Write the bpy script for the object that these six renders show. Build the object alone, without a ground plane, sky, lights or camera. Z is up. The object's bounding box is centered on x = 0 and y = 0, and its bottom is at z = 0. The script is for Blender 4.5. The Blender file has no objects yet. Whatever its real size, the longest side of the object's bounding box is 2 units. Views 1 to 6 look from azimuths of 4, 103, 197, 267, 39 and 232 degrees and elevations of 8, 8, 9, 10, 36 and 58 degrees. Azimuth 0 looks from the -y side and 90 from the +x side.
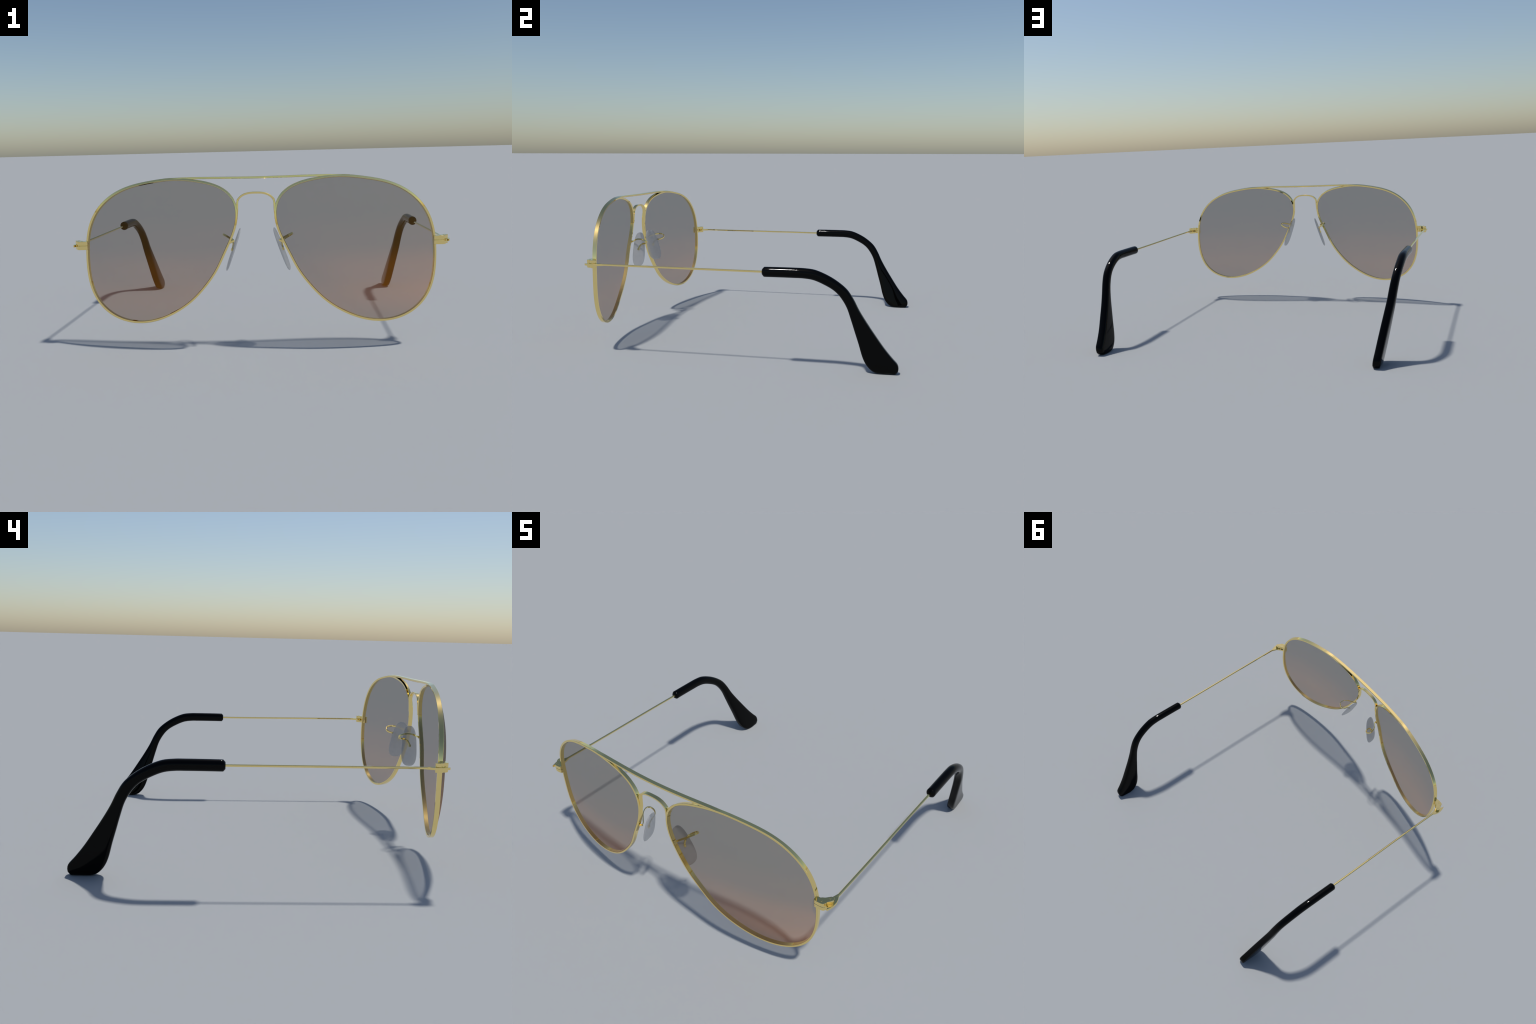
# Gold wire-frame pilot sunglasses with graded lenses, built part by part.
import bpy, math
import numpy as np
from mathutils import Vector

# ------------------------------------------------------------------ helpers
def warp(P):
    """The front sits very slightly askew on its temples (a fraction of a degree)."""
    P = np.array(P, float).reshape(-1, 3)
    w = np.clip((0.10 - P[:, 1]) / 0.80, 0, 1)
    w = w * w * (3 - 2 * w)
    x, dy, dz = P[:, 0], P[:, 1] + 0.88, P[:, 2] - 0.54
    d = np.stack([0.0017 - 0.0015 * dz + 0.0048 * dy, -0.0048 * x, 0.0015 * x], 1)
    Q = P + d * w[:, None]
    Q[:, 0] += .0004 * np.clip((P[:, 1] - .1) / .7, 0, 1)
    return Q

def smooth(me, angle=35):
    me.polygons.foreach_set("use_smooth", [True] * len(me.polygons))
    me.set_sharp_from_angle(angle=math.radians(angle))

def make(name, verts, faces, mat, parent, side=1, angle=35):
    V = np.array(verts, float)
    F = [list(f) for f in faces]
    if side < 0:
        V = V * [-1, 1, 1]
        F = [f[::-1] for f in F]
    me = bpy.data.meshes.new(name)
    me.from_pydata(warp(V).tolist(), [], F)
    me.validate()
    smooth(me, angle)
    me.materials.append(mat)
    ob = bpy.data.objects.new(name, me)
    bpy.context.scene.collection.objects.link(ob)
    ob.parent = parent
    return ob

def loft(rings, closed=False, caps=True):
    """rings: list of equally long (n,3) sections -> verts, faces."""
    n = len(rings[0]); m = len(rings)
    V = np.concatenate(rings); F = []
    for i in range(m if closed else m - 1):
        a, b = i * n, ((i + 1) % m) * n
        for j in range(n):
            k = (j + 1) % n
            F.append((a + j, a + k, b + k, b + j))
    if caps and not closed:
        F.append(tuple(range(n))[::-1]); F.append(tuple((m - 1) * n + j for j in range(n)))
    return V, F

def join(*parts):
    V, F, o = [], [], 0
    for v, f in parts:
        V.append(np.asarray(v)); F += [tuple(i + o for i in q) for q in f]; o += len(v)
    return np.concatenate(V), F

def spline(pts, n):
    """Catmull-Rom through control points, n samples, roughly even spacing."""
    P = np.array(pts, float)
    P = np.vstack([2 * P[0] - P[1], P, 2 * P[-1] - P[-2]])
    out = []
    for i in range(1, len(P) - 2):
        for t in np.linspace(0, 1, 24, endpoint=False):
            a, b, c, d = P[i - 1], P[i], P[i + 1], P[i + 2]
            out.append(.5 * (2 * b + (c - a) * t + (2 * a - 5 * b + 4 * c - d) * t**2 + (3 * b - a - 3 * c + d) * t**3))
    out.append(P[-2]); out = np.array(out)
    s = np.r_[0, np.cumsum(np.linalg.norm(np.diff(out[:, :3], axis=0), axis=1))]
    q = np.linspace(0, s[-1], n)
    return np.stack([np.interp(q, s, out[:, k]) for k in range(out.shape[1])], 1)

def unit(v):
    v = np.asarray(v, float)
    return v / np.linalg.norm(v, axis=-1, keepdims=True)

def chamfer_rect(w, h, c):
    """closed section (u,v), counter-clockwise, corners cut by c."""
    a, b = w / 2, h / 2
    return np.array([(a, -b + c), (a, b - c), (a - c, b), (-a + c, b), (-a, b - c), (-a, -b + c), (-a + c, -b), (a - c, -b)])

def band(path, udir, w, h, c=0.0012, closed=False, taper=None):
    """Flat strip swept on path: width w along udir, height h across."""
    P = np.array(path, float); n = len(P)
    T = unit(np.roll(P, -1, 0) - np.roll(P, 1, 0)) if closed else unit(np.gradient(P, axis=0))
    U = np.array(udir, float)
    U = np.tile(U, (n, 1)) if U.ndim == 1 else U
    U = unit(U - (U * T).sum(1, keepdims=True) * T)
    W = np.cross(T, U)
    sec = chamfer_rect(w, h, c); rings = []
    for i in range(n):
        k = 1 if taper is None else taper[i]
        rings.append(P[i] + (sec[:, :1] * U[i] + sec[:, 1:] * W[i]) * k)
    return loft(rings, closed)

def tube(path, r, k=10, flat=1.0):
    P = np.array(path, float); T = unit(np.gradient(P, axis=0))
    ref = np.array([0, 0, 1.0])
    U = unit(np.cross(T, ref)); W = np.cross(U, T)
    a = np.linspace(0, 2 * np.pi, k, endpoint=False) + math.pi / k
    rr = np.full(len(P), r) if np.isscalar(r) else np.array(r)
    rings = [P[i] + rr[i] * (np.cos(a)[:, None] * U[i] / flat + np.sin(a)[:, None] * W[i]) for i in range(len(P))]
    return loft(rings)

def prism(poly, z0, z1, c=0.0009):
    """Plan outline extruded from z0 to z1 with small chamfers."""
    Q = np.array(poly, float)
    area = np.sum(Q[:, 0] * np.roll(Q[:, 1], -1) - np.roll(Q[:, 0], -1) * Q[:, 1])
    if area < 0: Q = Q[::-1]
    E1 = unit(Q - np.roll(Q, 1, 0)); E2 = unit(np.roll(Q, -1, 0) - Q)
    N = unit(np.stack([-(E1 + E2)[:, 1], (E1 + E2)[:, 0]], 1))
    ins = Q + N * c
    zz = [(ins, z0), (Q, z0 + c), (Q, z1 - c), (ins, z1)]
    rings = [np.c_[q, np.full(len(q), z)] for q, z in zz]
    return loft(rings)

def disc(cx, cy, r, z0, z1, k=20):
    a = np.linspace(0, 2 * np.pi, k, endpoint=False)
    return prism(np.c_[cx + r * np.cos(a), cy + r * np.sin(a)], z0, z1, 0.0007)

def rounded(poly, n=5, f=0.35):
    """Soften the corners of a plan outline."""
    Q = np.array(poly, float); out = []
    for i in range(len(Q)):
        a, b, c = Q[i - 1], Q[i], Q[(i + 1) % len(Q)]
        p0, p1 = b + (a - b) * f, b + (c - b) * f
        for t in np.linspace(0, 1, n):
            out.append((1 - t)**2 * p0 + 2 * t * (1 - t) * b + t * t * p1)
    return np.array(out)

# ---------------------------------------------------------------- materials
def material(name):
    m = bpy.data.materials.new(name); m.use_nodes = True
    return m, m.node_tree, m.node_tree.nodes["Principled BSDF"]

def gold_material():
    m, nt, b = material("polished_gold")
    tc = nt.nodes.new("ShaderNodeTexCoord"); no = nt.nodes.new("ShaderNodeTexNoise")
    no.inputs["Scale"].default_value = 60; no.inputs["Detail"].default_value = 3
    nt.links.new(tc.outputs["Object"], no.inputs["Vector"])
    mp = nt.nodes.new("ShaderNodeMapRange")
    mp.inputs["To Min"].default_value = 0.02; mp.inputs["To Max"].default_value = 0.04
    nt.links.new(no.outputs["Fac"], mp.inputs["Value"])
    nt.links.new(mp.outputs["Result"], b.inputs["Roughness"])
    b.inputs["Base Color"].default_value = (1.0, 0.79, 0.32, 1)
    b.inputs["Metallic"].default_value = 1.0
    return m

def black_material():
    m, nt, b = material("glossy_black_plastic")
    tc = nt.nodes.new("ShaderNodeTexCoord"); no = nt.nodes.new("ShaderNodeTexNoise")
    no.inputs["Scale"].default_value = 25
    nt.links.new(tc.outputs["Object"], no.inputs["Vector"])
    mp = nt.nodes.new("ShaderNodeMapRange")
    mp.inputs["To Min"].default_value = 0.025; mp.inputs["To Max"].default_value = 0.045
    nt.links.new(no.outputs["Fac"], mp.inputs["Value"])
    nt.links.new(mp.outputs["Result"], b.inputs["Roughness"])
    b.inputs["Base Color"].default_value = (0.0015, 0.0015, 0.0015, 1)
    b.inputs["IOR"].default_value = 1.2
    return m

LENS_STOPS = [(0.14, (0.33, 0.125, 0.009)), (0.28, (0.41, 0.135, 0.008)), (0.42, (0.275, 0.095, 0.008)),
              (0.58, (0.12, 0.055, 0.008)), (0.75, (0.066, 0.040, 0.008)), (0.92, (0.055, 0.036, 0.008))]
def lens_material():
    m, nt, b = material("graded_tinted_lens")
    tc = nt.nodes.new("ShaderNodeTexCoord"); sx = nt.nodes.new("ShaderNodeSeparateXYZ")
    nt.links.new(tc.outputs["Object"], sx.inputs["Vector"])
    cr = nt.nodes.new("ShaderNodeValToRGB"); cr.color_ramp.interpolation = "EASE"
    e = cr.color_ramp.elements
    while len(e) < len(LENS_STOPS): e.new(0.5)
    for el, (p, c) in zip(e, LENS_STOPS):
        el.position = p; el.color = (*c, 1)
    nt.links.new(sx.outputs["Z"], cr.inputs["Fac"])
    nt.links.new(cr.outputs["Color"], b.inputs["Base Color"])
    b.inputs["Roughness"].default_value = 0.12
    b.inputs["Specular IOR Level"].default_value = 0.0
    b.inputs["Alpha"].default_value = 0.58
    return m

def pad_material():
    m, nt, b = material("clear_silicone")
    tc = nt.nodes.new("ShaderNodeTexCoord"); no = nt.nodes.new("ShaderNodeTexNoise")
    no.inputs["Scale"].default_value = 40
    nt.links.new(tc.outputs["Object"], no.inputs["Vector"])
    cr = nt.nodes.new("ShaderNodeValToRGB")
    cr.color_ramp.elements[0].color = (0.46, 0.465, 0.475, 1)
    cr.color_ramp.elements[1].color = (0.53, 0.535, 0.545, 1)
    nt.links.new(no.outputs["Fac"], cr.inputs["Fac"])
    nt.links.new(cr.outputs["Color"], b.inputs["Base Color"])
    b.inputs["Roughness"].default_value = 0.35
    b.inputs["Specular IOR Level"].default_value = 0.3
    b.inputs["Alpha"].default_value = 0.51
    return m

def clear_material():
    m, nt, b = material("clear_lens_backing")
    b.inputs["Base Color"].default_value = (0.8, 0.8, 0.8, 1)
    b.inputs["Roughness"].default_value = 0.05
    b.inputs["Specular IOR Level"].default_value = 0.0
    b.inputs["Alpha"].default_value = 0.02
    return m

CLEAR = clear_material()
GOLD, BLACK, LENS, PAD = gold_material(), black_material(), lens_material(), pad_material()

# --------------------------------------------------------------------- root
root = bpy.data.objects.new("aviator_sunglasses", None)
bpy.context.scene.collection.objects.link(root)
root["label"] = "gold wire teardrop sunglasses with graded lenses and black ear tips"
root["category"] = "sunglasses"

# -------------------------------------------------- teardrop rim and its lens
# teardrop outline as a radius that varies with angle round the lens centre,
# and the wrap of the front as a depth that varies with the same angle
CX, CZ = 0.45, 0.54
WRAP = [-0.8704, 0.0616, 0.0038, 0.0089, -0.0018, 0.0020, -0.0037, -0.0021, 0.0006]
TEAR = [0.3866, 0.0845, 0.0210, 0.0187, -0.0565, 0.0019, 0.0108, -0.0162, -0.0010, 0.0016,
        0.0021, -0.0039, 0.0032, 0.0005, -0.0013, 0.0, 0.0012, -0.0004, 0.0002]
RIM_DEPTH, RIM_THICK, LENS_BULGE = 0.0226, 0.0114, 0.0530

def fourier(c, t):
    r = np.full_like(t, c[0])
    for i in range((len(c) - 1) // 2):
        r = r + c[1 + 2 * i] * np.cos((i + 1) * t) + c[2 + 2 * i] * np.sin((i + 1) * t)
    return r

def rim_curve(t, inset=0.0):
    r = fourier(TEAR, t)
    P = np.stack([CX + r * np.cos(t), fourier(WRAP, t), CZ + r * np.sin(t)], 1)
    T = unit(np.roll(P, -1, 0) - np.roll(P, 1, 0))
    inward = unit(np.cross(T, [0, 1, 0])) * 1.0
    inward *= np.sign(((np.array([CX, -.88, CZ]) - P) * inward).sum(1, keepdims=True))
    return P + inward * inset

def rim_axis(P):
    a, b = P[:, 0] - CX, P[:, 2] - CZ
    return unit(np.stack([0.03 + 0.20 * a, -np.ones(len(P)), 0.13 + 0.30 * b], 1))

theta = np.linspace(0, 2 * np.pi, 280, endpoint=False)
rim_mid = rim_curve(theta, RIM_THICK / 2)
RIM = band(rim_mid, rim_axis(rim_mid), RIM_DEPTH, RIM_THICK, 0.0011, closed=True)

def lens_mesh():
    edge = rim_curve(theta, RIM_THICK * 0.75)
    c = edge.mean(0)
    A = np.c_[np.ones(len(edge)), edge[:, 0] - c[0], edge[:, 2] - c[2]]
    pl = np.linalg.lstsq(A, edge[:, 1], rcond=None)[0]
    resid = edge[:, 1] - A @ pl
    rings = {}
    steps = np.sin(np.linspace(0, np.pi / 2, 20))[1:]
    def layer(bulge, off):
        V = []
        for q in steps:
            x = c[0] + (edge[:, 0] - c[0]) * q; z = c[2] + (edge[:, 2] - c[2]) * q
            y = pl[0] + pl[1] * (x - c[0]) + pl[2] * (z - c[2]) + resid * q**2 - bulge * (1 - q**2.55) * (1 + .30 * (x - c[0])) + off
            V.append(np.stack([x, y, z], 1))
        mid = np.array([[c[0], pl[0] - bulge + off, c[2]]])
        return V, mid
    n = len(theta)
    f, fm = layer(LENS_BULGE, -0.0110); b, bm = layer(LENS_BULGE - 0.001, -0.0045)
    V = np.concatenate([fm] + f + [bm] + b); m = len(steps); o2 = 1 + n * m
    F = []
    for base, flip in ((0, False), (o2, True)):
        for j in range(n):
            k = (j + 1) % n
            q = (base, base + 1 + j, base + 1 + k)
            F.append(q[::-1] if flip else q)
            for i in range(m - 1):
                a, bb = base + 1 + i * n, base + 1 + (i + 1) * n
                q = (a + j, bb + j, bb + k, a + k)
                F.append(q[::-1] if flip else q)
    la, lb = 1 + (m - 1) * n, o2 + 1 + (m - 1) * n
    for j in range(n):
        k = (j + 1) % n
        F.append((la + j, lb + j, lb + k, la + k))
    return V, F
LENS_MESH = lens_mesh()

# -------------------------------------------------------- temple sleeve stations
# lower/front edge (y,z), upper/rear edge (y,z), x, half thickness, squareness
SLEEVE = [
    (.2120, .5370, .2120, .5700, .9660, .0170, 2.0), (.2145, .5300, .2145, .5770, .9660, .0222, 2.0),
    (.2200, .5265, .2200, .5805, .9659, .0248, 2.1), (.2700, .5266, .2700, .5815, .9655, .0250, 2.1),
    (.3300, .5268, .3300, .5818, .9648, .0250, 2.1), (.3900, .5266, .3900, .5818, .9640, .0250, 2.1),
    (.4400, .5258, .4450, .5808, .9632, .0250, 2.1), (.4920, .5185, .5020, .5730, .9610, .0248, 2.2),
    (.5450, .4970, .5680, .5460, .9565, .0245, 2.2), (.5980, .4667, .6250, .5110, .9500, .0242, 2.3),
    (.6360, .4285, .6730, .4690, .9425, .0240, 2.4), (.6700, .3720, .7070, .4170, .9340, .0240, 2.6),
    (.6940, .3020, .7390, .3530, .9240, .0240, 2.9), (.7150, .2330, .7780, .2880, .9115, .0240, 3.3),
    (.7360, .1650, .8210, .2230, .8990, .0240, 3.8), (.7570, .0900, .8720, .1480, .8850, .0240, 4.2),
    (.7790, .0430, .9150, .0930, .8760, .0240, 4.4), (.8080, .0120, .9450, .0590, .8705, .0240, 4.5),
    (.8300, .0020, .9525, .0410, .8680, .0238, 4.5), (.8500, .0000, .9530, .0250, .8660, .0230, 4.5),
    (.8720, .0000, .9500, .0100, .8645, .0212, 4.5), (.8850, .0000, .9420, .0025, .8640, .0190, 4.0)]

def sleeve_mesh():
    S = spline([(s[4], (s[0] + s[2]) / 2, (s[1] + s[3]) / 2, (s[2] - s[0]) / 2, (s[3] - s[1]) / 2, s[5], s[6]) for s in SLEEVE], 90)
    a = np.linspace(0, 2 * np.pi, 28, endpoint=False); ca, sa = np.cos(a), np.sin(a)
    rings = []
    for x, y, z, hy, hz, t, n in S:
        blade = min(max((n - 2.4) / 1.6, 0), 1)          # how far the round sleeve has turned into the flat blade
        if y < .80:
            lift = 1 - blade
            z, y, hz = z + .0018 * lift, y + .0010 * lift * (y > .45), hz + .0008 * lift
        turn = min(max((n - 2.1) / 2.4, 0), 1)            # the blade is turned a little, front edge inwards
        n = n + 1.2 * blade; e = 2 / n
        u = np.sign(ca) * abs(ca)**e; v = np.sign(sa) * abs(sa)**e
        rings.append(np.stack([x + .0045 - (t + .001) * v + turn * (.0022 * u - .0010), y + hy * u, np.maximum(z + hz * u, 0)], 1))
    return loft(rings)

# ------------------------------------------------------------------ hinge plans
LUG = [(.9110, -.8250), (.9300, -.8275), (.9500, -.8275), (.9640, -.8245), (.9700, -.8165), (.9690, -.8060),
       (.9600, -.7990), (.9350, -.7950), (.9110, -.7975)]
LEAF = [(.9300, -.8150), (.9650, -.8160), (.9745, -.8020), (.9830, -.7915), (.9915, -.7775), (.9870, -.7620),
        (.9780, -.7590), (.9680, -.7630), (.9500, -.7840), (.9330, -.7930)]
PLATE = [(.9855, -.8285), (.9940, -.8090), (.9985, -.7900), (.9992, -.7660), (.9940, -.7430), (.9830, -.7190),
         (.9735, -.7150), (.9665, -.7380), (.9570, -.7660), (.9630, -.7850), (.9730, -.7965), (.9790, -.8070), (.9825, -.8180)]
ZP = 0.5590

# ---------------------------------------------------------------- nose pad shape
def pad_mesh():
    top, bot = np.array([.0860, -.8710, .6455]), np.array([.1660, -.8600, .4215])
    C = (top + bot) / 2; L = unit(bot - top); half = np.linalg.norm(bot - top) / 2
    W = np.array([math.sin(math.radians(8)), math.cos(math.radians(8)), 0.0]); W = unit(W - (W @ L) * L)
    N = np.cross(W, L)
    if N[0] > 0: N = -N                      # towards the nose
    a = np.linspace(0, 2 * np.pi, 64, endpoint=False)
    s = np.sign(np.cos(a)) * abs(np.cos(a))**0.70          # along, -1 top .. +1 bottom
    w = np.sign(np.sin(a)) * abs(np.sin(a))**0.70
    width = 0.0455 + 0.0065 * s
    rim = np.stack([s * half, w * width + .0025 + .0025 * s], 1)
    prof = [(0.25, .0068, 1), (.6, .0064, 1), (.85, .0052, 1), (.96, .0030, 1), (1, .0004, 1), (1, .0012, -1), (.96, .0036, -1), (.85, .0046, -1), (.6, .0050, -1), (.25, .0052, -1)]
    rings = []
    for q, h, sgn in prof:
        rings.append(C + rim[:, :1] * q * L + rim[:, 1:] * q * W + N * h * sgn)
    return loft(rings)

ARM = [(.1185, -.9160, .5855), (.1240, -.9030, .5900), (.1430, -.8840, .5985), (.1620, -.8640, .6065), (.1770, -.8380, .6105),
       (.1825, -.8160, .6090), (.1780, -.8000, .6030), (.1630, -.7915, .5930), (.1460, -.7960, .5830), (.1330, -.8120, .5760),
       (.1285, -.8330, .5725), (.1285, -.8500, .5630), (.1300, -.8600, .5490), (.1325, -.8640, .5360)]
def arm_mesh():
    P = spline(ARM, 70)
    up = np.tile([-.45, 0, .89], (70, 1))
    k = np.clip((np.arange(70) - 50) / 12, 0, 1)[:, None]
    up = up * (1 - k) + np.array([[.1, .75, .3]]) * k
    ribbon = band(P, up, 0.0100, 0.0052, 0.0008)
    c = np.array([.1325, -.8645, .5345])
    L = unit(np.array([.080, .011, -.224])); W = unit(np.array([.17, .98, 0.]));
    box = band([c - L * .0065, c - L * .002, c + L * .002, c + L * .0065], W, .011, .012, .001)
    foot = band([(.1400, -.9225, .5770), (.1290, -.9200, .5815), (.1200, -.9175, .5855), (.1165, -.9160, .5870)], (-.35, 0, .94), .0105, .0075, .001)
    return join(ribbon, box, foot)

# --------------------------------------------------------------------- assemble
for side in (1, -1):
    make("rim", *RIM, GOLD, root, side)
    lens = make("lens", *LENS_MESH, LENS, root, side, 50)
    lens.data.materials.append(CLEAR)          # the tint is a coat on the front face only
    half = (len(LENS_MESH[1]) - len(theta)) // 2
    for i, poly in enumerate(lens.data.polygons):
        poly.material_index = 0 if i < half else 1
    # end piece: split lug clamped on the rim, two hinge leaves, barrels
    lug = join(prism(rounded(LUG, 3, .25), .5385, ZP + .0012), prism(rounded(LUG, 3, .25), ZP + .0024, .5832),
               prism(rounded(LEAF, 3, .25), ZP + .0061, .5835), prism(rounded(LEAF, 3, .25), .5388, ZP - .0061))
    end = make("end_piece", *lug, GOLD, root, side)
    for nm, (x, y, r) in (("hinge_barrel", (.9665, -.8085, .0068)), ("hinge_barrel", (.9820, -.7800, .0068))):
        make(nm, *join(disc(x, y, r, .5380, .5842)), GOLD, end, side)
    for x, y in ((.9705, -.7755), (.9460, -.8120)):
        screw = join(disc(x, y, .0052, .5825, .5845), disc(x, y, .0052, .5375, .5395))
        make("hinge_screw", *screw, GOLD, end, side)
    # temple: hooked hinge plate + straight wire, with its sleeve
    wire = tube(np.stack([np.linspace(.9790, .9690, 30), np.linspace(-.735, .230, 30), np.linspace(ZP + .001, .5555, 30)], 1), .0060, 8, .88)
    temple = make("temple", *join(prism(rounded(PLATE, 3, .12), ZP - .0058, ZP + .0058), wire), GOLD, root, side)
    make("ear_sleeve", *sleeve_mesh(), BLACK, temple, side, 60)
    make("nose_pad_arm", *arm_mesh(), GOLD, root, side)
    make("nose_pad", *pad_mesh(), PAD, root, side, 60)

# brow bar: nearly straight strip lying on top of both rims
bx = np.linspace(-.49, .49, 120)
bar = np.stack([bx, -.8989 + .115 * bx**2, .9061 + .0536 * bx**2 - .2745 * bx**4], 1)
crest_t = np.radians(np.linspace(125, 55, 80))               # crown of the rim, from nose side to outer side
crest_r = fourier(TEAR, crest_t)
crest = np.stack([CX + crest_r * np.cos(crest_t), fourier(WRAP, crest_t), CZ + crest_r * np.sin(crest_t)], 1)
ax = abs(bx)
on_rim = np.stack([bx, np.interp(ax, crest[:, 0], crest[:, 1]), np.interp(ax, crest[:, 0], crest[:, 2]) - .0054 + .0006], 1)
k = np.clip((ax - .37) / .09, 0, 1); k = (k * k * (3 - 2 * k))[:, None]
bar = bar * (1 - k) + on_rim * k                              # the ends run out along the top of each rim
lean = np.stack([0 * bx, -np.ones_like(bx), .08 + .15 * k[:, 0]], 1)
end = np.clip((.49 - ax) / .02, 0, 1)
make("brow_bar", *band(bar, lean, .0215, .0108, .0010, taper=.88 + .12 * end), GOLD, root)

# nose bridge: arch with legs soldered to the inner rims
arch = []
for t in np.linspace(0, np.pi, 61):
    c, s = math.cos(t), math.sin(t); n = 2.73
    x = .1066 * math.copysign(abs(c)**(2 / n), c); z = .7202 + .1104 * abs(s)**(2 / n)
    if z > .792: arch.append((x, -.9122, z))
legs = [(.0945, -.9135, .778), (.0955, -.9150, .757), (.0960, -.9165, .737), (.0985, -.9180, .712)]
path = legs[::-1] + arch + [(-x, y, z) for x, y, z in legs]
path = spline(path, 110)
make("nose_bridge", *band(path, (0, -1, -.015), .0205, .0098, .0010), GOLD, root)
